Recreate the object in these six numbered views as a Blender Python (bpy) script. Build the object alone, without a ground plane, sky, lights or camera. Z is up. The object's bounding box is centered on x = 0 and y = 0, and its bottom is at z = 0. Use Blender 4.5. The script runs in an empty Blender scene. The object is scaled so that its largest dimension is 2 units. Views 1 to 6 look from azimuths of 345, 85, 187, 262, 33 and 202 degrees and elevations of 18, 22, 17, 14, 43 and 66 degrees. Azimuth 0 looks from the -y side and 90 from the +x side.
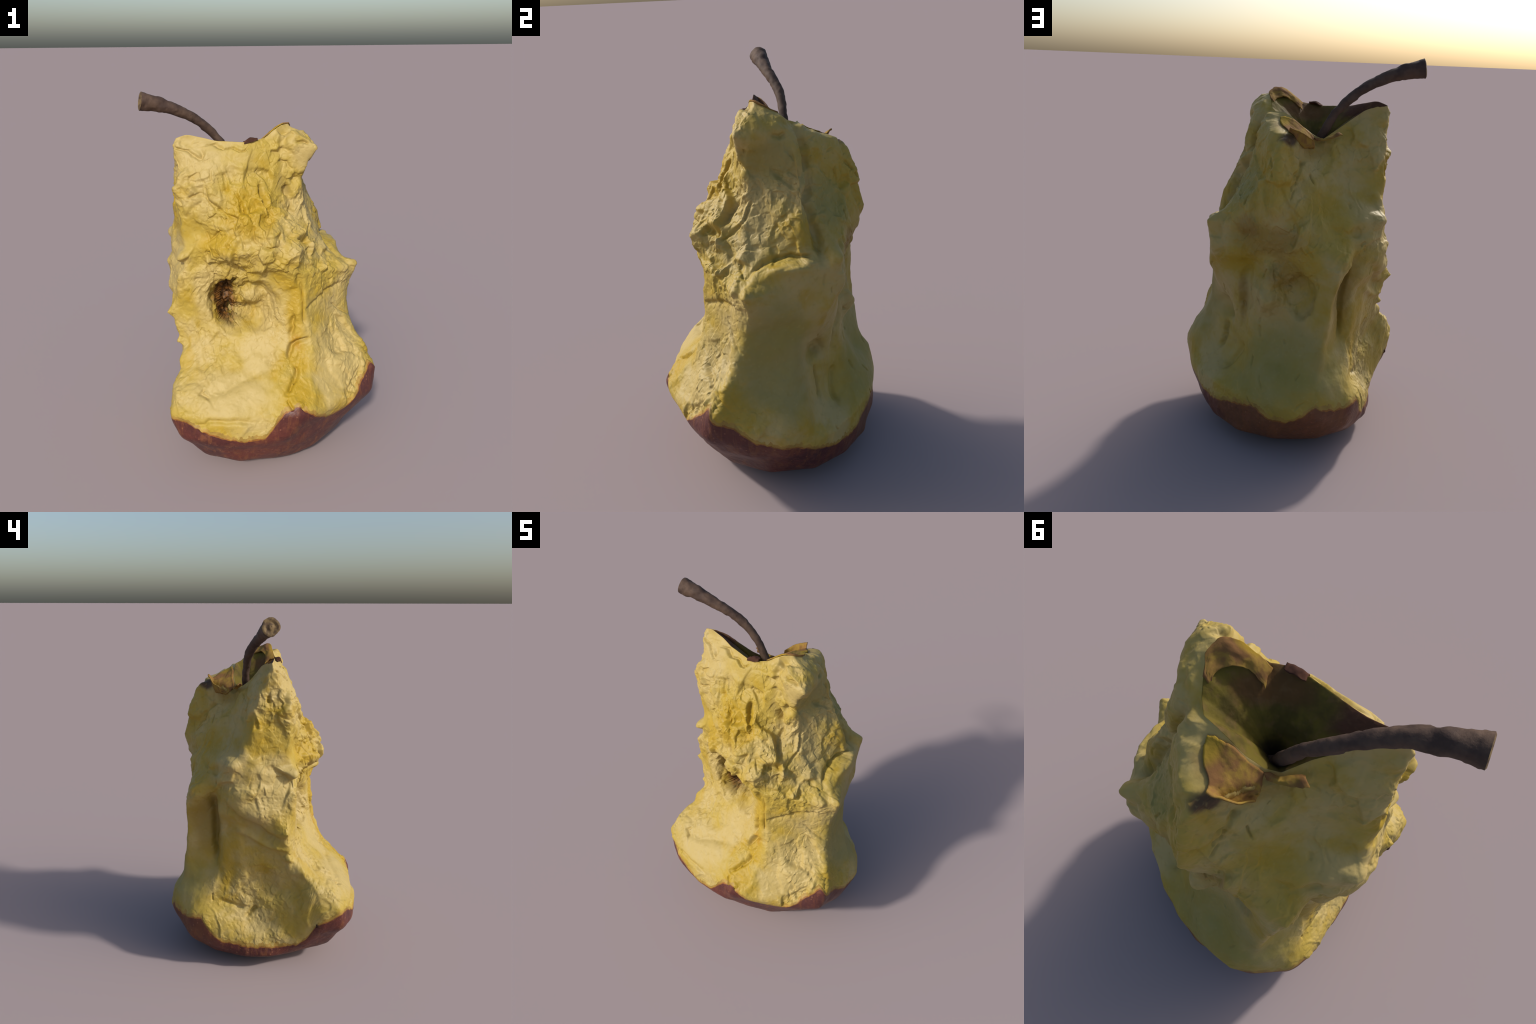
"""A bitten apple core standing on its base: skinned bowl, gnawed flesh, stalk hollow, bent stalk."""
import bpy
import numpy as np

RNG = np.random.default_rng(7)
COLS, ROWS_FLESH, ROWS_SKIN, ROWS_HOLLOW = 960, 520, 130, 110

# ------------------------------------------------------------------ helpers
def smooth(a, b, x):
    t = np.clip((x - a) / (b - a), 0, 1)
    return t * t * (3 - 2 * t)


def hash3(i, j, k, n):
    h = (i * 374761393 + j * 668265263 + k * 1274126177 + n * 362437) & 0xFFFFFFFF
    h = ((h ^ (h >> 13)) * 1274126177) & 0xFFFFFFFF
    h = ((h ^ (h >> 16)) * 2246822519) & 0xFFFFFFFF
    return ((h ^ (h >> 15)) & 0xFFFFFF) / float(0xFFFFFF)


def value_noise(p, seed=0):
    """Smooth lattice noise in -1..1."""
    b = np.floor(p).astype(np.int64)
    f = p - b
    w = f * f * f * (f * (f * 6 - 15) + 10)
    out = np.zeros(len(p))
    for dx in (0, 1):
        for dy in (0, 1):
            for dz in (0, 1):
                c = hash3(b[:, 0] + dx, b[:, 1] + dy, b[:, 2] + dz, seed)
                out += c * (w[:, 0] if dx else 1 - w[:, 0]) * (w[:, 1] if dy else 1 - w[:, 1]) * (w[:, 2] if dz else 1 - w[:, 2])
    return out * 2 - 1


def fbm(p, octaves=4, seed=0):
    out, a = np.zeros(len(p)), 1.0
    for o in range(octaves):
        out += a * value_noise(p * 2.03 ** o + 17.3 * o, seed + o)
        a *= 0.5
    return out / 1.8


def chips(p, seed=0, tilt=1.0, sharp=16.0):
    """Cell pattern of tilted facets, as torn fruit breaks; neighbouring facets meet in a crease. Returns height, border distance."""
    b = np.floor(p).astype(np.int64)
    n = len(p)
    d1, d2 = np.full(n, 9.0), np.full(n, 9.0)
    total, weight = np.zeros(n), np.zeros(n)
    for dx in (-1, 0, 1):
        for dy in (-1, 0, 1):
            for dz in (-1, 0, 1):
                c = b + (dx, dy, dz)
                q = [hash3(c[:, 0], c[:, 1], c[:, 2], seed + s) for s in range(7)]
                r = p - c - np.stack(q[:3], 1)
                d = np.sqrt((r * r).sum(1))
                height = (q[3] - 0.5) + tilt * ((q[4] - 0.5) * r[:, 0] + (q[5] - 0.5) * r[:, 1] + (q[6] - 0.5) * r[:, 2]) * 2
                w = np.exp(-sharp * d)
                total += w * height
                weight += w
                near = d < d1
                d2 = np.where(near, d1, np.minimum(d2, d))
                d1 = np.where(near, d, d1)
    return total / weight, d2 - d1


def pchip(x, y, xq):
    """Monotone cubic through rows y[k] at x[k], for every column; xq may differ per column (rows, cols)."""
    x, y = np.asarray(x, float), np.asarray(y, float)
    h = np.diff(x)[:, None]
    d = np.diff(y, axis=0) / h
    m = np.zeros_like(y)
    m[0], m[-1] = d[0], d[-1]
    w1, w2 = 2 * h[1:] + h[:-1], h[1:] + 2 * h[:-1]
    ok = d[:-1] * d[1:] > 0
    with np.errstate(all="ignore"):
        m[1:-1] = np.where(ok, (w1 + w2) / (w1 / d[:-1] + w2 / d[1:]), 0)
    k = np.clip(np.searchsorted(x, xq, side="right") - 1, 0, len(x) - 2)
    col = np.broadcast_to(np.arange(y.shape[1]), xq.shape)
    hh = x[k + 1] - x[k]
    t = (xq - x[k]) / hh
    t2, t3 = t * t, t * t * t
    return (2 * t3 - 3 * t2 + 1) * y[k, col] + (t3 - 2 * t2 + t) * hh * m[k, col] + (3 * t2 - 2 * t3) * y[k + 1, col] + (t3 - t2) * hh * m[k + 1, col]


PHI = np.arange(COLS) * 2 * np.pi / COLS          # 0 = front (-y), grows towards +x
DIRS = np.stack([np.sin(PHI), -np.cos(PHI)], 1)


def angle(x, y):
    return np.arctan2(x, -y) % (2 * np.pi)


def blur_ring(r, degrees):
    n = max(1, int(round(3 * degrees / 360 * COLS)))
    k = np.exp(-0.5 * (np.arange(-n, n + 1) / (degrees / 360 * COLS)) ** 2)
    k /= k.sum()
    pad = np.concatenate([r[-n:], r, r[:n]])
    return np.convolve(pad, k, mode="valid")


def around(points, centre, soft=1.5):
    """Periodic interpolation over the angle of (x, y, value...) points."""
    p = np.asarray(points, float)
    a = angle(p[:, 0] - centre[0], p[:, 1] - centre[1])
    o = np.argsort(a)
    a, p = a[o], p[o]
    aa = np.concatenate([a[-3:] - 2 * np.pi, a, a[:3] + 2 * np.pi])
    out = [blur_ring(np.interp(PHI, aa, np.concatenate([v[-3:], v, v[:3]])), soft) for v in p.T]
    return np.stack(out, 1)


def axis(z):
    """The core leans a little: centre of the cross-sections at height z."""
    z = np.asarray(z, float)
    x = np.interp(z, [0, 0.8, 1.3, 1.7], [0.0, -0.01, -0.04, -0.08])
    y = np.interp(z, [0, 0.8, 1.3, 1.7], [0.02, 0.03, 0.05, 0.04])
    return x, y


def section(z, corners, soft=1.6):
    """Radius over PHI of the polygon through the corners, its edges slightly rounded."""
    cx, cy = axis(z)
    p = np.asarray(corners, float) - (cx, cy)
    q = np.roll(p, -1, 0)
    e = q - p
    r = np.zeros(COLS)
    for a, d in zip(p, e):
        den = DIRS[:, 0] * d[1] - DIRS[:, 1] * d[0]
        with np.errstate(all="ignore"):
            t = (a[0] * d[1] - a[1] * d[0]) / den
            u = (a[0] * DIRS[:, 1] - a[1] * DIRS[:, 0]) / den
        hit = (t > 0) & (u >= -1e-9) & (u <= 1 + 1e-9)
        r = np.where(hit, np.maximum(r, np.where(hit, t, 0)), r)
    return blur_ring(r, soft)


# ------------------------------------------------------------------ cross-sections, from the base to the rim
SECTIONS = {}
for z, r in ((0.0, 0.0), (0.006, 0.24), (0.02, 0.335), (0.05, 0.40)):
    SECTIONS[z] = np.full(COLS, r)


def ring(z, *corners):
    SECTIONS[z] = section(z, corners)


# bowl of skin
ring(0.10, (-.44, -.12), (-.39, -.32), (-.24, -.425), (0, -.43), (.21, -.38), (.37, -.262), (.475, -.08), (.475, .14), (.38, .31), (.22, .45), (.02, .50), (-.2, .46), (-.36, .34), (-.45, .16), (-.47, .02))
ring(0.20, (-.505, -.20), (-.47, -.36), (-.33, -.46), (-.1, -.50), (.1, -.475), (.285, -.40), (.442, -.282), (.525, -.1), (.535, .1), (.45, .26), (.34, .38), (.1, .525), (-.1, .54), (-.34, .475), (-.425, .32), (-.435, .2), (-.455, .05), (-.48, -.1))
ring(0.30, (-.56, -.245), (-.55, -.385), (-.44, -.468), (-.23, -.54), (0, -.555), (.215, -.472), (.39, -.415), (.515, -.32), (.58, -.18), (.595, 0), (.55, .13), (.475, .24), (.355, .36), (.21, .47), (.05, .54), (-.1, .575), (-.2, .56), (-.36, .47), (-.41, .38), (-.405, .29), (-.39, .1), (-.455, -.07), (-.525, -.19))
# broken upper edge of the bowl
ring(0.40, (-.575, -.245), (-.585, -.36), (-.49, -.43), (-.3, -.50), (-.1, -.53), (.05, -.575), (.17, -.54), (.40, -.455), (.55, -.37), (.595, -.2), (.61, 0), (.55, .11), (.43, .175), (.30, .255), (.19, .40), (.10, .485), (-.05, .53), (-.13, .565), (-.2, .54), (-.31, .46), (-.345, .40), (-.35, .29), (-.37, .10), (-.445, -.06), (-.50, -.16))
ring(0.50, (-.555, -.225), (-.56, -.31), (-.45, -.365), (-.3, -.42), (-.1, -.465), (.05, -.505), (.16, -.485), (.37, -.40), (.575, -.353), (.565, -.2), (.565, -.02), (.505, .10), (.385, .15), (.275, .225), (.19, .345), (.115, .42), (0, .425), (-.1, .495), (-.19, .505), (-.26, .42), (-.33, .325), (-.365, .18), (-.385, 0), (-.45, -.12))
# the waist between the bites
ring(0.60, (-.505, -.17), (-.3, -.28), (-.1, -.36), (.08, -.395), (.165, -.415), (.37, -.342), (.545, -.285), (.505, -.1), (.49, .05), (.375, .145), (.31, .185), (.265, .26), (.185, .335), (.1, .37), (0, .388), (-.1, .455), (-.205, .50), (-.235, .40), (-.272, .31), (-.335, .275), (-.375, .17), (-.40, .04), (-.455, -.09))
ring(0.72, (-.487, -.085), (-.3, -.175), (-.12, -.255), (.06, -.32), (.18, -.38), (.36, -.26), (.48, -.21), (.465, -.05), (.45, .07), (.375, .145), (.33, .19), (.275, .26), (.2, .315), (.12, .348), (0, .355), (-.11, .42), (-.225, .485), (-.25, .38), (-.262, .30), (-.335, .275), (-.385, .19), (-.415, .08), (-.455, -.01))
ring(0.85, (-.532, -.07), (-.44, -.11), (-.3, -.16), (-.1, -.18), (.02, -.27), (.14, -.355), (.35, -.23), (.465, -.165), (.46, 0), (.425, .13), (.39, .21), (.315, .27), (.23, .31), (.13, .35), (0, .36), (-.13, .41), (-.245, .49), (-.255, .38), (-.265, .30), (-.33, .285), (-.39, .2), (-.43, .10), (-.51, -.025))
ring(0.95, (-.48, -.11), (-.40, -.14), (-.28, -.135), (-.12, -.205), (.02, -.27), (.14, -.35), (.33, -.235), (.49, -.15), (.47, 0), (.44, .13), (.425, .235), (.34, .285), (.23, .315), (.1, .35), (0, .385), (-.14, .435), (-.27, .49), (-.275, .38), (-.285, .30), (-.37, .30), (-.45, .215), (-.505, .10))
ring(1.05, (-.47, -.12), (-.4, -.13), (-.28, -.14), (-.12, -.205), (0, -.27), (.1, -.33), (.145, -.34), (.33, -.245), (.525, -.155), (.462, -.02), (.447, .12), (.42, .22), (.40, .31), (.28, .325), (.11, .365), (0, .40), (-.15, .44), (-.305, .46), (-.315, .38), (-.325, .315), (-.39, .28), (-.445, .25), (-.48, .195))
# ledge on the right, nose of flesh in front
ring(1.09, (-.46, -.12), (-.39, -.13), (-.25, -.16), (-.12, -.21), (0, -.29), (.1, -.345), (.15, -.34), (.33, -.235), (.44, -.14), (.45, -.02), (.455, .11), (.425, .21), (.41, .30), (.30, .315), (.15, .35), (0, .415), (-.18, .43), (-.315, .42), (-.325, .36), (-.335, .33), (-.40, .275), (-.445, .245), (-.485, .15))
ring(1.13, (-.455, -.12), (-.36, -.125), (-.2, -.205), (-.04, -.32), (.11, -.35), (.17, -.32), (.26, -.245), (.355, -.145), (.43, -.03), (.455, .05), (.455, .106), (.43, .2), (.42, .29), (.33, .30), (.2, .33), (.07, .41), (-.05, .425), (-.2, .40), (-.33, .36), (-.45, .23), (-.475, .12))
ring(1.175, (-.45, -.12), (-.36, -.13), (-.2, -.25), (-.04, -.35), (.11, -.37), (.21, -.245), (.31, -.16), (.355, -.03), (.41, .106), (.405, .19), (.425, .29), (.32, .31), (.2, .345), (.07, .43), (-.05, .43), (-.19, .375), (-.335, .32), (-.45, .235), (-.475, .12))
ring(1.22, (-.43, -.10), (-.35, -.15), (-.2, -.285), (-.04, -.365), (.11, -.35), (.21, -.25), (.29, -.14), (.33, -.02), (.395, .115), (.375, .18), (.37, .27), (.29, .31), (.19, .36), (.07, .455), (-.05, .41), (-.18, .36), (-.34, .30), (-.445, .24), (-.465, .12))
# the gnawed neck
ring(1.30, (-.44, -.08), (-.28, -.165), (-.15, -.27), (-.02, -.335), (.1, -.275), (.18, -.19), (.25, -.13), (.275, -.03), (.335, .06), (.385, .128), (.325, .185), (.30, .26), (.19, .355), (.075, .475), (-.04, .39), (-.14, .31), (-.3, .24), (-.445, .17))
ring(1.40, (-.45, -.08), (-.3, -.185), (-.14, -.25), (-.03, -.238), (.06, -.185), (.195, -.135), (.245, -.03), (.295, .06), (.345, .13), (.27, .18), (.24, .25), (.15, .34), (.075, .455), (.03, .42), (-.02, .345), (-.13, .285), (-.28, .185), (-.45, .127))
ring(1.50, (-.455, -.07), (-.3, -.16), (-.16, -.205), (-.05, -.18), (.09, -.125), (.195, -.115), (.215, -.03), (.255, .06), (.305, .13), (.21, .165), (.195, .24), (.135, .32), (.07, .425), (.025, .395), (-.02, .305), (-.11, .22), (-.28, .16), (-.45, .12))
ring(1.60, (-.45, -.05), (-.3, -.125), (-.1, -.16), (.08, -.12), (.215, -.13), (.23, -.05), (.275, .12), (.2, .17), (.175, .245), (.13, .315), (.045, .385), (-.03, .285), (-.1, .18), (-.25, .12), (-.45, .095))
ring(1.70, (-.455, -.02), (-.3, -.07), (-.1, -.122), (.08, -.112), (.25, -.155), (.27, -.10), (.265, 0), (.235, .09), (.195, .145), (.165, .205), (.09, .285), (.0, .265), (-.06, .18), (-.11, .13), (-.22, .08), (-.45, .05))
ring(1.80, (-.455, .0), (-.3, -.03), (-.1, -.095), (.05, -.10), (.17, -.12), (.23, -.09), (.22, 0), (.19, .05), (.15, .1), (.12, .17), (.05, .2), (-.03, .16), (-.11, .12), (-.22, .07), (-.45, .03))

LEVELS = np.array(sorted(SECTIONS))
RADII = np.stack([SECTIONS[z] for z in LEVELS])
LEVEL_COORD = np.sqrt(LEVELS)          # round closing of the base

# torn upper border of the skin: x, y, height
SKIN_TOP = around([
    (.05, -.57, .452), (.09, -.56, .42), (.14, -.54, .38), (.23, -.48, .322), (.31, -.47, .33), (.40, -.455, .39), (.50, -.40, .475), (.555, -.36, .545), (.57, -.335, .47),
    (.575, -.25, .45), (.585, -.15, .37), (.585, -.05, .335), (.57, .06, .305), (.53, .16, .245), (.48, .27, .205), (.40, .36, .205), (.272, .46, .243), (.18, .5, .262), (.12, .5, .268),
    (.052, .52, .22), (-.038, .52, .217), (-.104, .52, .26), (-.169, .52, .325), (-.22, .51, .305), (-.271, .49, .294), (-.337, .45, .303), (-.39, .40, .31), (-.40, .36, .23), (-.43, .29, .17),
    (-.48, .182, .143), (-.5, .066, .138), (-.5, -.04, .143), (-.5, -.145, .153), (-.53, -.2, .20), (-.55, -.235, .31), (-.57, -.29, .325), (-.58, -.37, .375), (-.55, -.43, .38),
    (-.484, -.47, .352), (-.378, -.52, .308), (-.233, -.55, .284), (-.125, -.56, .292), (-.057, -.57, .37), (-.01, -.575, .43)], (0, 0.02), soft=0.6)[:, 2]

# rim round the stalk hollow, going round once: x, y, height
RIM = around([
    (-.105, -.085, 1.745), (-.03, -.085, 1.755), (.01, -.07, 1.76), (.055, -.065, 1.793), (.105, -.06, 1.822), (.147, -.045, 1.825), (.167, 0, 1.805), (.153, .055, 1.776), (.14, .10, 1.738), (.115, .14, 1.722),
    (.07, .155, 1.72), (.03, .165, 1.70), (-.03, .175, 1.655), (-.085, .172, 1.618), (-.13, .155, 1.598), (-.2, .105, 1.648), (-.27, .075, 1.70), (-.33, .055, 1.743), (-.40, .03, 1.765),
    (-.455, .018, 1.762), (-.385, -.005, 1.787), (-.3, -.02, 1.767), (-.235, -.045, 1.752)], axis(1.7), soft=1.0)
HOLLOW_BOTTOM = np.array((-0.075, 0.085, 1.47))


def body_point(zz):
    """zz (rows, COLS) heights -> points on the lofted body."""
    r = pchip(LEVEL_COORD, RADII, np.sqrt(np.maximum(zz, 0)))
    cx, cy = axis(zz)
    return np.stack([cx + r * DIRS[None, :, 0], cy + r * DIRS[None, :, 1], zz], -1)


JAG = 0.009 * fbm(np.stack([DIRS[:, 0] * 26, DIRS[:, 1] * 26, np.zeros(COLS)], 1), 3, 91)
ZB = SKIN_TOP + JAG
ZR = RIM[:, 2]

u = np.linspace(0, 1, ROWS_SKIN)[:, None]
skin_z = ZB[None, :] * u ** 2
v = np.linspace(0, 1, ROWS_FLESH)[:, None]
flesh_z = ZB[None, :] + (ZR - ZB)[None, :] * v
skin_p = body_point(skin_z)
flesh_p = body_point(flesh_z)
rim_shift = RIM - flesh_p[-1]
# the lump behind the stalk has a flat top, elsewhere the rim is a rounded crest
lump = np.exp(-((PHI - np.radians(155)) / np.radians(28)) ** 4)
flesh_p += rim_shift[None] * (1 - smooth(0.0, 1.0, (ZR[None, :] - flesh_z) / (0.07 - 0.02 * lump)))[..., None] ** 1.5

s = np.linspace(0, 1, ROWS_HOLLOW)[:, None, None]
inward = 1 - (1 - s) ** 1.45
down = s ** 1.15
hollow_p = np.concatenate([RIM[None, :, :2] * (1 - inward) + HOLLOW_BOTTOM[:2] * inward, RIM[None, :, 2:] * (1 - down) + HOLLOW_BOTTOM[2] * down], -1)

GRID = np.concatenate([skin_p, flesh_p[1:], hollow_p[1:]])        # rows x COLS x 3
N_ROWS = len(GRID)
R_SKIN, R_RIM = ROWS_SKIN - 1, ROWS_SKIN + ROWS_FLESH - 2          # row numbers of the two borders


def grid_normals(g):
    a = np.roll(g, -1, 1) - np.roll(g, 1, 1)
    b = np.gradient(g, axis=0)
    n = np.cross(a, b)
    return n / np.maximum(np.linalg.norm(n, axis=-1, keepdims=True), 1e-9)


# ------------------------------------------------------------------ dents, hollows and ridges of the bites
def dent(p, centre, size, push, sharp=2.0, turn=0.0, form=2, wobble=0.0):
    """Push an ellipsoidal patch of the surface by the vector `push`; sharp > 2 gives steep walls."""
    d = p - np.asarray(centre) + wobble
    c, sn = np.cos(np.radians(turn)), np.sin(np.radians(turn))
    dx, dy = d[..., 0] * c - d[..., 1] * sn, d[..., 0] * sn + d[..., 1] * c
    q = (np.abs(dx / size[0]) ** form + np.abs(dy / size[1]) ** form + np.abs(d[..., 2] / size[2]) ** form) ** (1 / form)
    return p + np.exp(-q ** sharp)[..., None] * np.asarray(push)


def features(p):
    shake = np.stack([fbm(p.reshape(-1, 3) * 13, 3, 60 + k) for k in range(3)], 1).reshape(p.shape) * (0.022, 0.022, 0.030)
    # seed chamber broken open at the front: a squarish pocket with a deep slot on its left and a lump of pulp
    p = dent(p, (-.14, -.2, .895), (.15, .3, .125), (0, .095, 0), 8, -8, 3, shake * .7)
    p = dent(p, (-.215, -.15, .89), (.040, .35, .145), (.035, .055, 0), 12, -12, 6, shake * .4)
    p = dent(p, (-.14, -.15, .835), (.07, .3, .045), (.005, .05, 0), 4, 0, 2, shake * .6)
    p = dent(p, (-.10, -.10, .93), (.055, .3, .05), (-.015, -.055, 0), 3, 0, 2, shake)
    # seed chamber at the back: a wide arched hollow with the lumpy core in it, a recess beside, the gash on its left
    p = dent(p, (.05, .38, .95), (.19, .25, .13), (0, -.032, 0), 5, 0, 2, shake)
    p = dent(p, (.08, .38, .88), (.05, .25, .12), (0, .06, 0), 3, 0, 2, shake * 1.4)
    p = dent(p, (.11, .38, .80), (.04, .25, .06), (.005, .025, 0), 2.5, 0, 2, shake * 1.4)
    p = dent(p, (-.075, .40, .85), (.075, .25, .10), (-.005, -.038, 0), 6, 0, 3, shake * 1.5)
    p = dent(p, (.22, .32, .80), (.035, .3, .17), (-.01, -.03, 0), 3, 0, 2, shake)
    p = dent(p, (.235, .31, .58), (.05, .3, .10), (-.006, -.016, 0), 3, 0, 2, shake)
    # pits low on the right
    p = dent(p, (.42, .17, .67), (.2, .05, .06), (-.055, -.01, 0), 3, 0, 2, shake * .6)
    p = dent(p, (.42, .16, .655), (.2, .018, .02), (-.03, 0, 0), 2)
    # pit in the nose, nook on the left back, notch under the knob
    p = dent(p, (-.02, -.25, 1.36), (.03, .2, .035), (0, .05, 0), 2)
    p = dent(p, (-.34, .33, 1.145), (.035, .1, .05), (.01, -.03, 0), 2)
    p = dent(p, (.17, -.13, 1.55), (.035, .1, .03), (-.01, .035, 0), 2.5, 0, 2, shake * .6)
    # thin overhanging lip of the right-hand bite
    for c, push in (((.515, -.15, 1.085), (.008, -.004, .012)), ((.485, -.085, 1.12), (.008, 0, .016)), ((.47, -.01, 1.137), (.008, 0, .016)), ((.455, .07, 1.15), (.008, 0, .016)), ((.435, .15, 1.16), (.008, .004, .012))):
        p = dent(p, c, (.05, .05, .02), push, 2, 0, 2, shake * .4)
    # torn points that stand out of the outline
    for c, size, push in (((-.53, -.07, .845), (.03, .05, .018), (-.022, 0, .004)), ((-.485, -.09, .68), (.03, .04, .018), (-.022, 0, .004)), ((-.445, .24, 1.225), (.05, .04, .03), (-.02, .01, 0)),
                          ((.42, .28, 1.17), (.06, .06, .035), (.008, .006, 0)), ((.52, -.155, 1.09), (.05, .045, .03), (.03, -.006, .008)), ((-.02, -.35, 1.265), (.08, .05, .03), (0, -.015, 0)), ((.26, -.15, 1.715), (.03, .04, .03), (.02, -.006, 0)), ((.06, -.57, .46), (.03, .04, .02), (0, -.012, .006))):
        p = dent(p, c, size, push)
    return p


GRID[:R_RIM + 1] = features(GRID[:R_RIM + 1])

# ------------------------------------------------------------------ single cracks, seams and grooves
CREASES = np.zeros(GRID.shape[:2])
GRID_PHI = angle(GRID[..., 0], GRID[..., 1])
GRID_R = np.hypot(GRID[..., 0], GRID[..., 1])
SHAKE = [0.010 * fbm(GRID.reshape(-1, 3) * 16, 3, 70 + k).reshape(GRID.shape[:2]) for k in (0, 1)]


def crease(width, depth, *points, raise_below=0.0):
    """A line over the surface through points (x, y, z): a crack (depth > 0) or a ridge (depth < 0), fading at its ends."""
    pts = np.array([(angle(q[0], q[1]), q[2]) for q in points])
    pts[:, 0] = np.unwrap(pts[:, 0])
    mid = pts[:, 0].mean()
    ph = (GRID_PHI - mid + np.pi) % (2 * np.pi) - np.pi + mid
    reach = 4 * width + 0.03
    sel = (GRID[..., 2] > pts[:, 1].min() - reach) & (GRID[..., 2] < pts[:, 1].max() + reach) & (ph > pts[:, 0].min() - reach / 0.15) & (ph < pts[:, 0].max() + reach / 0.15)
    sel[:R_SKIN + 1] = False
    sel[R_RIM - 2:] = False
    r = np.maximum(GRID_R[sel], 0.05)
    zz = GRID[..., 2][sel] + SHAKE[1][sel]
    pp = ph[sel] + SHAKE[0][sel] / r
    best, along, side = np.full(len(r), 9.0), np.zeros(len(r)), np.zeros(len(r))
    n = len(pts) - 1
    for k in range(n):
        ax, az = (pp - pts[k, 0]) * r, zz - pts[k, 1]
        bx, bz = (pts[k + 1, 0] - pts[k, 0]) * r, pts[k + 1, 1] - pts[k, 1]
        t = np.clip((ax * bx + az * bz) / (bx * bx + bz * bz + 1e-9), 0, 1)
        d = np.hypot(ax - t * bx, az - t * bz)
        m = d < best
        best = np.where(m, d, best)
        along = np.where(m, (k + t) / n, along)
        side = np.where(m, np.sign(ax * bz - az * bx), side)
    fade = np.minimum(1, 5 * np.minimum(along, 1 - along) + 0.25)
    value = -depth * fade * np.exp(-(best / width) ** 2)
    value += raise_below * fade * (side > 0) * np.exp(-(best / (4 * width)) ** 2) * (1 - np.exp(-(best / width) ** 2))
    CREASES[sel] += value


# cracks under the rim
crease(.005, .014, (-.446, .0, 1.727), (-.431, -.015, 1.721), (-.382, -.039, 1.713), (-.351, -.056, 1.687), (-.33, -.077, 1.667), (-.312, -.068, 1.691), (-.33, -.029, 1.741), raise_below=.006)
crease(.005, .014, (-.288, -.04, 1.732), (-.244, -.051, 1.739), (-.212, -.082, 1.715), (-.176, -.097, 1.719), (-.139, -.117, 1.701), (-.119, -.122, 1.704), (-.101, -.115, 1.719), raise_below=.006)
# torn tracks down the front
crease(.009, .022, (-.227, -.135, 1.613), (-.222, -.153, 1.566), (-.224, -.188, 1.509), raise_below=-.012)
crease(.007, .018, (-.187, -.2, 1.511), (-.16, -.236, 1.461), (-.14, -.259, 1.412), (-.122, -.286, 1.377), raise_below=-.01)
crease(.011, .026, (-.037, -.164, 1.542), (-.04, -.194, 1.504), (-.024, -.198, 1.448), (.003, -.271, 1.387), raise_below=.008)
crease(.009, .016, (-.127, -.297, 1.306), (-.092, -.319, 1.271), (-.044, -.344, 1.248), (.031, -.331, 1.264))
crease(.007, .010, (-.353, -.153, 1.312), (-.328, -.171, 1.264), (-.276, -.186, 1.303), (-.253, -.202, 1.317))
crease(.009, .014, (-.261, -.174, 1.448), (-.239, -.206, 1.409), (-.2, -.24, 1.378), (-.17, -.249, 1.387))
crease(.007, .02, (.161, -.129, 1.741), (.205, -.141, 1.744), (.235, -.146, 1.73))
crease(.009, .02, (.031, -.128, 1.699), (.096, -.146, 1.687), (.128, -.147, 1.714), raise_below=-.01)
crease(.005, .01, (.067, -.13, 1.644), (.134, -.132, 1.642), (.153, -.131, 1.6))
crease(.014, .03, (.115, -.124, 1.513), (.133, -.135, 1.458))
crease(.006, .014, (-.399, -.102, 1.476), (-.374, -.114, 1.491), (-.357, -.136, 1.504))
crease(.012, .018, (.158, -.144, 1.432), (.149, -.2, 1.337), (.172, -.22, 1.269), (.268, -.174, 1.142))
crease(.008, .010, (-.343, -.185, 1.168), (-.261, -.221, 1.152), (-.213, -.204, 1.099))
# the yellow seam between the two lower front bites
crease(.009, .022, (.092, -.33, .874), (.092, -.336, .795), (.076, -.329, .747), raise_below=.006)
crease(.010, .022, (.174, -.386, .738), (.076, -.338, .703), (.05, -.376, .634), raise_below=.01)
crease(.010, .022, (.087, -.412, .604), (.093, -.437, .586), (.051, -.461, .544), (.003, -.484, .506))
crease(.008, .016, (-.002, -.514, .484), (.021, -.556, .432), (.074, -.552, .447))
crease(.014, .022, (.13, -.335, 1.05), (.142, -.345, .90), (.15, -.35, .80))
# shallow tooth steps
crease(.006, .014, (-.382, -.341, .525), (-.414, -.358, .504), (-.368, -.388, .489))
crease(.012, .010, (-.479, -.438, .368), (-.421, -.455, .375), (-.393, -.455, .4), (-.288, -.486, .397), (-.161, -.516, .388), raise_below=.006)
crease(.018, .012, (-.398, -.344, .513), (-.281, -.381, .522), (-.204, -.362, .553), (-.089, -.346, .587))
crease(.005, .008, (.375, -.423, .487), (.377, -.439, .435), (.41, -.429, .422))
crease(.013, .016, (.15, -.336, .884), (.263, -.282, .936), (.409, -.19, .973), raise_below=-.008)
crease(.007, .010, (.333, -.237, .875), (.466, -.178, .765))
# right side: channel behind the upper facet, shadow gap over the ledge
crease(.020, .035, (.235, .165, 1.497), (.30, .165, 1.40), (.33, .19, 1.29), (.389, .19, 1.163))
crease(.008, .024, (.49, -.155, 1.115), (.47, -.07, 1.155), (.45, 0, 1.172), (.44, .1, 1.19), (.41, .17, 1.192))
crease(.008, .014, (.239, -.091, 1.405), (.253, -.111, 1.348), (.267, -.142, 1.309), (.188, -.227, 1.208))
crease(.010, .010, (.261, .016, 1.698), (.25, .044, 1.686), (.233, .074, 1.705))
crease(.020, .03, (.20, .15, 1.71), (.212, .16, 1.62), (.222, .166, 1.52))
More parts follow.
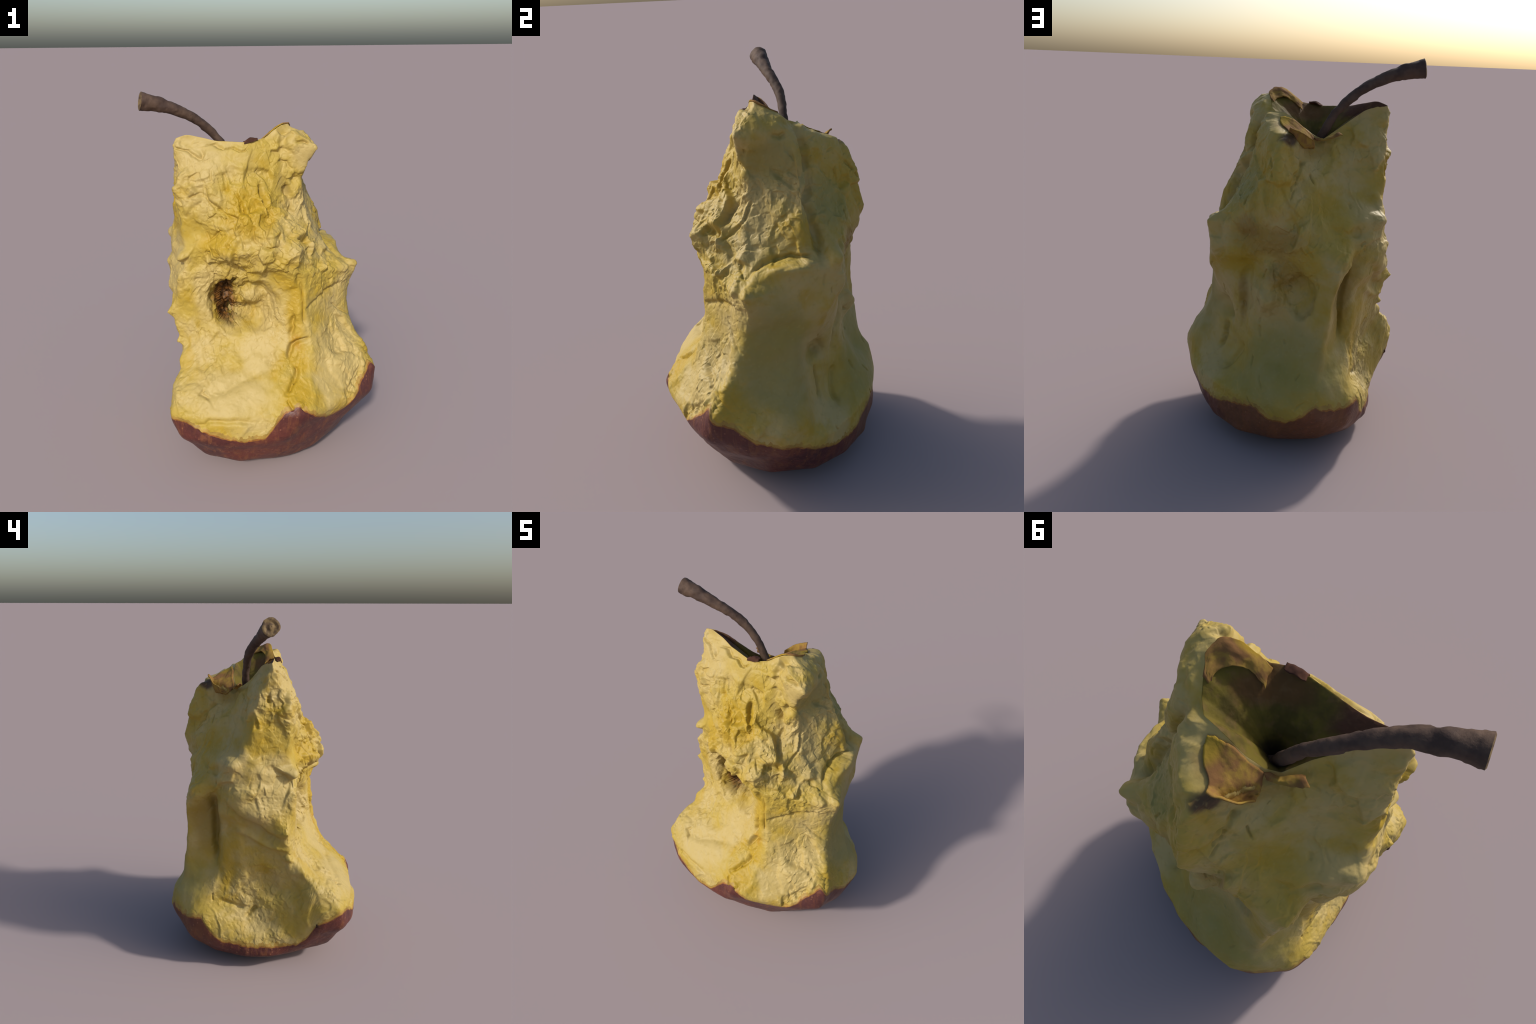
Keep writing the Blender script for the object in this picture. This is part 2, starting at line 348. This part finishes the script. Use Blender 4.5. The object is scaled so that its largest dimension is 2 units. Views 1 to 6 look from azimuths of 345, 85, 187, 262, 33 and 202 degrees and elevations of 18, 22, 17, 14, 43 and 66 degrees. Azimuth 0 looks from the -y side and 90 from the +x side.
# back: groove beside the core, scratches
crease(.014, .022, (.395, .20, .60), (.41, .215, .52), (.45, .22, .43))
crease(.014, .016, (.242, .312, .517), (.354, .297, .37))
crease(.012, .016, (-.051, .323, 1.504), (-.005, .41, 1.433))
crease(.006, .012, (.106, .376, 1.528), (.086, .412, 1.474))
# fine tooth scratches all round the back
for k in range(38):
    a0, z0 = RNG.uniform(2.0, 4.3), RNG.uniform(0.28, 1.55)
    length, lean = RNG.uniform(0.02, 0.06), RNG.uniform(-0.8, 0.8)
    crease(RNG.uniform(.003, .006), RNG.uniform(.004, .010), *[(np.sin(a0 + t * length * lean / .4 + .02 * t * t), -np.cos(a0 + t * length * lean / .4 + .02 * t * t), z0 + t * length) for t in (-.5, 0, .5)])

# left side
crease(.016, .03, (-.275, .30, 1.03), (-.265, .297, .90), (-.262, .30, .75), (-.27, .31, .62))
crease(.02, .022, (-.40, .26, 1.0), (-.46, .16, .90), (-.485, .06, .83), (-.505, -.03, .79), raise_below=-.008)
crease(.012, .02, (-.376, .094, .376), (-.388, .148, .305))
crease(.014, .018, (-.357, .296, .401), (-.371, .16, .357))
crease(.016, -.014, (-.408, .222, .864), (-.441, .157, .822), (-.484, .051, .767), (-.492, -.07, .744))
crease(.010, .018, (-.45, .035, 1.599), (-.459, .034, 1.553))

# ------------------------------------------------------------------ relief
NORMALS = grid_normals(GRID)
flat = GRID.reshape(-1, 3)
row = np.repeat(np.arange(N_ROWS), COLS).astype(float)
in_flesh = smooth(R_SKIN - 1, R_SKIN + 14, row) * (1 - smooth(R_RIM - 10, R_RIM, row))
warp = np.stack([fbm(flat * 5, 2, 40 + k) for k in range(3)], 1) * 0.05
nx, ny, nz = NORMALS.reshape(-1, 3).T


def zone(centre, size):
    """Soft ellipsoidal region weight."""
    q = (flat - np.asarray(centre)) / np.asarray(size)
    return np.exp(-((q * q).sum(1)) ** 1.5)


even = np.zeros(len(flat))                      # where the bite left a smooth cut
for c, r in (((-.22, -.42, .48), (.26, .25, .2)), ((-.2, -.1, 1.68), (.3, .25, .07)), ((.5, .0, .75), (.25, .26, .36)), ((.24, -.02, 1.60), (.14, .14, .1)), ((.2, -.2, 1.65), (.1, .2, .07)), ((0, .45, .45), (.5, .25, .25))):
    even = np.maximum(even, zone(c, r))
torn = 0.5 + 0.5 * smooth(-0.3, 0.35, -ny - 0.15 * nx)   # the front is torn, the back wiped smooth
torn = torn * (1 - 0.8 * even) * (0.45 + 0.85 * smooth(-0.35, 0.35, fbm(flat * 4.5, 2, 88)))
torn *= 1 - 0.85 * zone((-.42, -.13, 1.25), (.09, .10, .10))
torn = np.maximum(torn, 0.9 * zone((-.38, .1, .42), (.2, .26, .22)))      # rough floor of the left bite
upper = smooth(1.0, 1.15, flat[:, 2])
h1, b1 = chips((flat + warp) * (9.5, 9.5, 7.0), 3, sharp=24)
h2, b2 = chips((flat * (1, 1, 0.8) + warp * 0.7) * 20.0, 11, sharp=26)
h3, b3 = chips((flat + warp * 0.6) * 52.0, 23, sharp=30)
split = smooth(0.1, 0.3, fbm(flat * 7, 2, 61))
relief = 0.009 * fbm(flat * 7, 3, 5) + 0.0015 * fbm(flat * 25, 3, 6)
relief += torn * (0.028 * (0.5 + 0.5 * upper) * h1 + 0.0092 * (0.6 + 0.4 * upper) * h2 + 0.0032 * h3)
relief -= torn * split * 0.002 * np.exp(-(b2 / 0.07) ** 2)
chamber = zone((-.2, -.05, .9), (.10, .16, .14))
relief += chamber * (0.018 * h2 + 0.008 * h3)
relief *= in_flesh
relief += CREASES.ravel()
relief += (1 - in_flesh) * (row > 2) * 0.002 * fbm(flat * 30, 3, 77) * smooth(0, 20, row)
GRID = (flat + NORMALS.reshape(-1, 3) * relief[:, None]).reshape(GRID.shape)
NORMALS = grid_normals(GRID)


# ------------------------------------------------------------------ node helpers
class Nodes:
    def __init__(self, name):
        self.mat = bpy.data.materials.new(name)
        self.mat.use_nodes = True
        self.t = self.mat.node_tree
        self.bsdf = self.t.nodes["Principled BSDF"]
        self.co = self.t.nodes.new("ShaderNodeTexCoord").outputs["Object"]

    def new(self, kind, **inputs):
        n = self.t.nodes.new("ShaderNode" + kind)
        for k, val in inputs.items():
            self.put(n.inputs[k.replace("_", " ")], val)
        return n

    def put(self, socket, val):
        if hasattr(val, "is_linked"):
            self.t.links.new(val, socket)
        else:
            socket.default_value = val

    def noise(self, scale, detail=4, rough=0.55, distortion=0.0, vec=None):
        n = self.new("TexNoise", Scale=scale, Detail=detail, Roughness=rough, Distortion=distortion)
        self.t.links.new(vec or self.co, n.inputs["Vector"])
        return n.outputs["Fac"]

    def ramp(self, fac, lo, hi):
        n = self.new("MapRange", Value=fac)
        n.interpolation_type = "SMOOTHSTEP"
        n.inputs["From Min"].default_value, n.inputs["From Max"].default_value = lo, hi
        return n.outputs[0]

    def math(self, op, a, b=0.0):
        n = self.t.nodes.new("ShaderNodeMath")
        n.operation = op
        self.put(n.inputs[0], a)
        self.put(n.inputs[1], b)
        return n.outputs[0]

    def mix(self, fac, a, b, mode="MIX"):
        n = self.t.nodes.new("ShaderNodeMix")
        n.data_type, n.blend_type = "RGBA", mode
        self.put(n.inputs[0], fac)
        self.put(n.inputs[6], a)
        self.put(n.inputs[7], b)
        return n.outputs[2]

    def spot(self, centre, size, wobble=0.35, scale=14):
        """1 inside an ellipsoid, 0 outside, with a ragged border."""
        sub = self.t.nodes.new("ShaderNodeVectorMath")
        sub.operation = "SUBTRACT"
        self.t.links.new(self.co, sub.inputs[0])
        sub.inputs[1].default_value = centre
        div = self.t.nodes.new("ShaderNodeVectorMath")
        div.operation = "DIVIDE"
        self.t.links.new(sub.outputs[0], div.inputs[0])
        div.inputs[1].default_value = size
        ln = self.t.nodes.new("ShaderNodeVectorMath")
        ln.operation = "LENGTH"
        self.t.links.new(div.outputs[0], ln.inputs[0])
        d = self.math("ADD", ln.outputs["Value"], self.math("MULTIPLY", self.math("SUBTRACT", self.noise(scale, 3), 0.5), wobble * 2))
        return self.ramp(d, 1.15, 0.55)

    def finish(self, colour, roughness=0.6, bump=None, strength=0.3, distance=0.01, spec=0.3):
        self.put(self.bsdf.inputs["Base Color"], colour)
        self.put(self.bsdf.inputs["Roughness"], roughness)
        self.bsdf.inputs["Specular IOR Level"].default_value = spec
        if bump is not None:
            b = self.new("Bump", Strength=strength, Distance=distance, Height=bump)
            self.t.links.new(b.outputs[0], self.bsdf.inputs["Normal"])
        return self.mat


def rgb(r, g, b):
    """sRGB 0..255 to linear colour."""
    c = np.array((r, g, b)) / 255.0
    c = np.where(c < 0.04045, c / 12.92, ((c + 0.055) / 1.055) ** 2.4)
    return (*map(float, c), 1.0)


def flesh_material():
    n = Nodes("apple_flesh")
    cream, yellow, deep = rgb(169, 149, 93), rgb(162, 139, 58), rgb(160, 131, 30)
    col = n.mix(n.ramp(n.noise(3.2, 4, 0.6, 0.3), 0.38, 0.62), cream, yellow)
    col = n.mix(n.math("MULTIPLY", n.ramp(n.noise(6.5, 5, 0.6, 0.4), 0.48, 0.72), 0.8), col, deep)

    def zone(colour, amount, *spots):
        nonlocal col
        for c, size in spots:
            col = n.mix(n.math("MULTIPLY", n.spot(c, size), amount), col, colour)

    # smooth cuts stay pale, torn flesh and the seam are deep yellow
    zone(cream, 0.92, ((-.28, -.40, .50), (.24, .22, .13)), ((-.1, -.33, .66), (.12, .16, .12)), ((.22, -.16, 1.68), (.10, .10, .10)), ((-.34, -.06, 1.66), (.15, .10, .09)), ((.34, -.36, .62), (.17, .2, .2)), ((-.33, -.17, .98), (.1, .1, .2)), ((-.46, 0, 1.1), (.08, .16, .2)))
    zone(deep, 0.75, ((-.08, -.24, 1.42), (.14, .16, .17)), ((.10, -.36, .88), (.06, .12, .20)), ((.10, -.40, .66), (.06, .12, .12)), ((.05, -.5, .5), (.09, .12, .08)), ((-.3, -.22, 1.25), (.14, .12, .08)), ((-.36, -.28, .72), (.05, .1, .1)))
    zone(rgb(135, 125, 70), 0.7, ((.5, 0, .72), (.13, .22, .36)), ((.24, .0, 1.58), (.07, .14, .12)))  # right facets: flesh colour darkened and greened to paint their shade
    zone(rgb(131, 125, 68), 0.6, ((.05, .48, .5), (.42, .2, .26)), ((.24, .28, 1.38), (.1, .12, .16)))  # shade of the back tinted into the flesh, olive from sky light
    zone(rgb(132, 107, 40), 0.6, ((.1, .36, 1.12), (.22, .16, .1)), ((-.08, .18, 1.56), (.1, .1, .08)), ((-.27, .33, .85), (.06, .16, .22)))
    # rusty stains
    zone(rgb(152, 112, 28), 0.6, ((-.14, -.31, .74), (.022, .06, .03)), ((.10, -.37, .72), (.03, .07, .05)), ((-.2, -.30, .73), (.015, .05, .02)))
    zone(rgb(112, 78, 32), 0.35, ((.2, .34, 1.18), (.08, .1, .07)), ((.0, .37, .94), (.12, .1, .10)), ((.23, .3, .78), (.03, .1, .15)))
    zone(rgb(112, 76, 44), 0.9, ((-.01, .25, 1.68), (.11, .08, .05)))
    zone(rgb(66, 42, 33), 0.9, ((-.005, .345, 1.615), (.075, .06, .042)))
    col = n.mix(n.math("MULTIPLY", n.ramp(n.noise(28, 5, 0.65), 0.52, 0.74), 0.4), col, rgb(138, 119, 52))
    col = n.mix(n.math("MULTIPLY", n.ramp(n.noise(70, 3), 0.55, 0.8), 0.3), col, rgb(174, 154, 92))
    col = n.mix(n.math("MULTIPLY", n.spot((-.225, -.04, .90), (.085, .14, .17)), 0.95), col, n.mix(n.ramp(n.noise(40, 4), 0.4, 0.6), rgb(58, 34, 18), rgb(112, 72, 32)))
    return n.finish(col, 0.55, n.noise(70, 5, 0.65), 0.3, 0.003)


def edge_material(name, colour, amount):
    n = Nodes(name)
    col = n.mix(n.ramp(n.noise(20, 4), 0.35, 0.7), rgb(*colour), rgb(*(0.85 * c for c in colour)))
    return n.finish(col, 0.55, n.noise(60, 4), 0.3, 0.003)


def skin_material():
    n = Nodes("apple_skin")
    col = n.mix(n.ramp(n.noise(4, 5, 0.6, 0.4), 0.35, 0.65), rgb(93, 48, 40), rgb(72, 38, 36))
    col = n.mix(n.math("MULTIPLY", n.spot((0, .5, .16), (.5, .32, .3)), 0.9), col, rgb(104, 67, 42))
    col = n.mix(n.math("MULTIPLY", n.spot((.38, -.36, .3), (.32, .28, .28)), 0.7), col, rgb(80, 48, 46))
    streak = n.new("Mapping", Scale=(20, 20, 3), Vector=n.co).outputs[0]
    col = n.mix(n.math("MULTIPLY", n.ramp(n.noise(1.6, 5, 0.6, 0.6, streak), 0.48, 0.66), 0.5), col, rgb(118, 74, 44))
    col = n.mix(n.math("MULTIPLY", n.ramp(n.noise(22, 5, 0.65), 0.5, 0.7), 0.4), col, rgb(120, 74, 54))
    dots = n.new("TexVoronoi", Scale=34.0, Vector=n.co)
    col = n.mix(n.math("MULTIPLY", n.ramp(dots.outputs["Distance"], 0.2, 0.08), 0.5), col, rgb(142, 96, 72))
    col = n.mix(n.math("MULTIPLY", n.ramp(n.noise(60, 3), 0.58, 0.75), 0.4), col, rgb(62, 36, 34))
    return n.finish(col, 0.42, n.noise(34, 5, 0.6), 0.5, 0.008)


def hollow_material():
    n = Nodes("stalk_hollow_skin")
    col = n.mix(n.ramp(n.noise(9, 4), 0.4, 0.6), rgb(98, 86, 32), rgb(76, 66, 28))
    col = n.mix(n.spot((-.34, .02, 1.76), (.2, .12, .09)), col, rgb(78, 52, 38))
    col = n.mix(n.spot((0, -.03, 1.72), (.16, .10, .06)), col, rgb(92, 66, 36))
    col = n.mix(n.math("MULTIPLY", n.ramp(n.noise(30, 4), 0.5, 0.72), 0.4), col, rgb(112, 86, 56))
    col = n.mix(n.spot((-.075, .085, 1.49), (.1, .1, .1)), col, rgb(40, 34, 22))  # occlusion shadow in the depth of the hollow, painted near black
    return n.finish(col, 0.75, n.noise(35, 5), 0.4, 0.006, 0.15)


def stalk_material():
    n = Nodes("stalk_bark")
    col = n.mix(n.ramp(n.noise(14, 5, 0.6), 0.35, 0.65), rgb(62, 47, 40), rgb(84, 66, 54))
    return n.finish(col, 0.75, n.noise(45, 5), 0.5, 0.006)


# ------------------------------------------------------------------ building meshes
ROOT = bpy.data.objects.new("apple_core", None)
bpy.context.scene.collection.objects.link(ROOT)
ROOT["label"] = "eaten apple core with yellow bitten flesh and bent stalk"
ROOT["category"] = "apple core"


def add_mesh(name, verts, faces, material, parent=ROOT, normals=None):
    me = bpy.data.meshes.new(name)
    verts, faces = np.asarray(verts, np.float32), [np.asarray(f, np.int32) for f in faces if len(f)]
    me.vertices.add(len(verts))
    me.vertices.foreach_set("co", verts.ravel())
    loops = np.concatenate([f.ravel() for f in faces])
    sizes = np.concatenate([np.full(len(f), f.shape[1], np.int32) for f in faces])
    me.loops.add(len(loops))
    me.loops.foreach_set("vertex_index", loops)
    me.polygons.add(len(sizes))
    me.polygons.foreach_set("loop_start", np.concatenate([[0], np.cumsum(sizes)[:-1]]).astype(np.int32))
    me.polygons.foreach_set("loop_total", sizes)
    me.polygons.foreach_set("use_smooth", np.ones(len(sizes), bool))
    me.update(calc_edges=True)
    me.validate()
    if normals is not None:
        me.normals_split_custom_set_from_vertices(np.asarray(normals, float).tolist())
    me.materials.append(material)
    ob = bpy.data.objects.new(name, me)
    bpy.context.scene.collection.objects.link(ob)
    ob.parent = parent
    return ob


def grid_faces(rows, cols=COLS, wrap=True):
    c = cols if wrap else cols - 1
    i, j = np.meshgrid(np.arange(rows - 1), np.arange(c), indexing="ij")
    k = (j + 1) % cols
    return np.stack([i * cols + j, i * cols + k, (i + 1) * cols + k, (i + 1) * cols + j], -1).reshape(-1, 4)


def strip(name, r0, r1, material, parent=ROOT):
    g, nn = GRID[r0:r1 + 1].copy(), NORMALS[r0:r1 + 1]
    return add_mesh(name, g.reshape(-1, 3), [grid_faces(len(g))], material, parent, nn.reshape(-1, 3))


GRID[0] = GRID[0].mean(0)
GRID[-1] = GRID[-1].mean(0)
strip("skin", 0, R_SKIN, skin_material())
flesh = strip("flesh", R_SKIN, R_RIM, flesh_material())
# the flesh just under the skin is browned: two bands with a ragged limit
flesh.data.materials.append(edge_material("browned_edge", (138, 92, 42), 1))
flesh.data.materials.append(edge_material("tanned_flesh", (156, 126, 58), 1))
n_r = R_RIM - R_SKIN
ring_no = np.repeat(np.arange(n_r), COLS).reshape(n_r, COLS)
height = np.cumsum(np.linalg.norm(np.diff(GRID[R_SKIN:R_RIM + 1], axis=0), axis=-1), axis=0)
ragged = np.tile(fbm(np.stack([DIRS[:, 0] * 30, DIRS[:, 1] * 30, np.zeros(COLS)], 1), 4, 44), (n_r, 1)) + 0.5 * fbm(GRID[R_SKIN:R_RIM].reshape(-1, 3) * 60, 2, 45).reshape(n_r, COLS)
slot = np.where(height < 0.009 + 0.007 * ragged, 1, np.where(height < 0.028 + 0.020 * ragged, 2, 0))
flesh.data.polygons.foreach_set("material_index", slot.ravel().astype(np.int32))
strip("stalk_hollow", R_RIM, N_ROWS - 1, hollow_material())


def catmull(points, n):
    p = np.asarray(points, float)
    p = np.concatenate([[2 * p[0] - p[1]], p, [2 * p[-1] - p[-2]]])
    t = np.linspace(0, len(p) - 3 - 1e-6, n)
    k = t.astype(int)
    f = (t - k)[:, None]
    a, b, c, d = p[k], p[k + 1], p[k + 2], p[k + 3]
    return 0.5 * (2 * b + (c - a) * f + (2 * a - 5 * b + 4 * c - d) * f ** 2 + (3 * b - a - 3 * c + d) * f ** 3)


def stalk():
    spine = catmull([(-.075, .10, 1.50, .024), (-.115, .115, 1.60, .022), (-.17, .12, 1.705, .021), (-.237, .115, 1.785, .022), (-.317, .096, 1.851, .024), (-.41, .069, 1.898, .029), (-.50, .058, 1.931, .035), (-.56, .052, 1.946, .041), (-.602, .05, 1.953, .046)], 90)
    pts, rad = spine[:, :3], spine[:, 3]
    tan = np.gradient(pts, axis=0)
    tan /= np.linalg.norm(tan, axis=1, keepdims=True)
    side = np.cross(tan, (0, 1, 0))
    side /= np.linalg.norm(side, axis=1, keepdims=True)
    up = np.cross(side, tan)
    m = 40
    a = np.arange(m) * 2 * np.pi / m
    ringv = pts[:, None] + rad[:, None, None] * (np.cos(a)[None, :, None] * side[:, None] + np.sin(a)[None, :, None] * up[:, None])
    d = ringv - pts[:, None]
    d /= np.linalg.norm(d, axis=-1, keepdims=True)
    q = ringv.reshape(-1, 3)
    hh, _ = chips(q * 24, 55)
    bump = (0.004 * hh + 0.003 * fbm(q * 40, 3, 8)).reshape(ringv.shape[:2])
    ringv = ringv + d * bump[..., None]
    add_mesh("stalk", ringv.reshape(-1, 3), [grid_faces(len(pts), m)], stalk_material())
    end = ringv[-1]
    mid = end.mean(0)
    rings = [end + (mid - end) * f + tan[-1] * 0.004 * np.sin(f * 9) for f in np.linspace(0, 0.97, 8)]
    end_v = np.concatenate(rings + [mid[None]])
    tri = np.stack([7 * m + np.arange(m), 7 * m + (np.arange(m) + 1) % m, np.full(m, 8 * m)], 1)
    n = Nodes("stalk_cut")
    mat = n.finish(n.mix(n.ramp(n.noise(40, 4), 0.4, 0.6), rgb(78, 62, 45), rgb(116, 97, 66)), 0.8)
    ob = add_mesh("stalk_end", end_v, [grid_faces(8, m), tri], mat, bpy.data.objects["stalk"])


stalk()


def sheet(name, rows, thick, material, parent=ROOT, n=28, seed=0, rag=0.007, drape=0):
    """A curled scrap of skin: smooth surface through rows of control points, with its own thickness and a ragged edge."""
    rows = [catmull(r, n) for r in rows]
    cols = np.stack([catmull([r[k] for r in rows], n) for k in range(n)], 1)       # n x n x 3
    cols = cols + rag * np.stack([fbm(cols.reshape(-1, 3) * 30, 3, seed + k) for k in range(3)], 1).reshape(cols.shape)
    if drape:                                   # the first part lies on the flesh, only the last rows stand free
        under = GRID[R_SKIN:R_RIM].reshape(-1, 3)
        under = under[(under[:, 2] > 1.55) & (under[:, 1] > .08)]
        for k in range(n):
            free = smooth(drape, 1.0, k / (n - 1))
            for m in range(n):
                d = ((under[:, :2] - cols[k, m, :2]) ** 2).sum(1)
                near = under[d < max(1.5 * d.min(), 1e-4)]
                cols[k, m, 2] = cols[k, m, 2] * free + (np.median(near[:, 2]) + .005) * (1 - free)
    nn = np.cross(np.gradient(cols, axis=0), np.gradient(cols, axis=1))
    nn /= np.maximum(np.linalg.norm(nn, axis=-1, keepdims=True), 1e-9)
    top, low = (cols + nn * thick / 2).reshape(-1, 3), (cols - nn * thick / 2).reshape(-1, 3)
    f = grid_faces(n, n, wrap=False)
    i = np.arange(n - 1)
    edge = np.concatenate([np.stack([i, i + 1], 1), np.stack([i * n + n - 1, (i + 1) * n + n - 1], 1), np.stack([(n - 1) * n + i + 1, (n - 1) * n + i], 1), np.stack([(i + 1) * n, i * n], 1)])
    wall = np.stack([edge[:, 1], edge[:, 0], edge[:, 0] + n * n, edge[:, 1] + n * n], 1)
    return add_mesh(name, np.concatenate([top, low]), [f, f[:, ::-1] + n * n, wall], material, parent)


def peel_material(name, a, b):
    n = Nodes(name)
    col = n.mix(n.ramp(n.noise(16, 4, 0.6, 0.5), 0.38, 0.64), rgb(*a), rgb(*b))
    if name == "dry_peel":
        col = n.mix(n.math("MULTIPLY", n.spot((.075, .21, 1.70), (.055, .08, .06)), 0.9), col, rgb(150, 124, 44))
        col = n.mix(n.math("MULTIPLY", n.spot((.07, -.07, 1.81), (.07, .03, .05)), 0.9), col, rgb(152, 124, 44))
    return n.finish(col, 0.85, n.noise(50, 4), 0.4, 0.004, 0.1)


tan_peel = peel_material("dry_peel", (122, 88, 54), (146, 118, 54))
dark_peel = peel_material("dark_peel", (84, 56, 44), (64, 42, 34))
sheet("rim_peel", [[(0, -.06, 1.754), (.055, -.062, 1.796), (.105, -.057, 1.826), (.147, -.042, 1.828), (.168, .002, 1.808), (.152, .058, 1.779)],
                   [(0, -.03, 1.742), (.05, -.04, 1.785), (.095, -.03, 1.812), (.130, -.015, 1.812), (.147, .02, 1.793), (.142, .062, 1.768)],
                   [(-.002, -.008, 1.722), (.045, -.02, 1.762), (.084, -.003, 1.785), (.112, .012, 1.783), (.128, .04, 1.768), (.132, .068, 1.750)]], 0.006, tan_peel, seed=3)
sheet("skin_flap", [[(.085, .18, 1.69), (.02, .175, 1.68), (-.04, .182, 1.65), (-.085, .178, 1.62)],
                    [(.075, .235, 1.70), (.01, .235, 1.687), (-.05, .235, 1.658), (-.092, .218, 1.625)],
                    [(.03, .285, 1.69), (-.012, .285, 1.675), (-.055, .275, 1.65), (-.094, .25, 1.618)],
                    [(.02, .325, 1.662), (-.018, .32, 1.648), (-.058, .305, 1.626), (-.092, .272, 1.602)]], 0.005, tan_peel, seed=9, rag=.006, drape=.72)
sheet("skin_flap", [[(-.085, .165, 1.60), (-.13, .165, 1.60), (-.2, .145, 1.625)], [(-.092, .178, 1.602), (-.14, .18, 1.606), (-.21, .16, 1.632)], [(-.10, .19, 1.592), (-.15, .192, 1.60), (-.225, .176, 1.628)]], 0.005, tan_peel, seed=21)
sheet("rim_peel", [[(-.10, -.092, 1.738), (-.06, -.095, 1.748), (-.03, -.095, 1.753)], [(-.10, -.085, 1.75), (-.072, -.085, 1.764), (-.03, -.088, 1.759)], [(-.10, -.065, 1.745), (-.06, -.06, 1.758), (-.03, -.07, 1.758)]], 0.005, dark_peel, seed=27, n=16)
sheet("skin_curl", [[(-.52, -.222, .29), (-.515, -.227, .35), (-.505, -.235, .405)], [(-.548, -.232, .295), (-.542, -.24, .345), (-.52, -.248, .395)], [(-.552, -.262, .30), (-.55, -.27, .34), (-.528, -.268, .385)]], 0.006, dark_peel, seed=33, n=20)
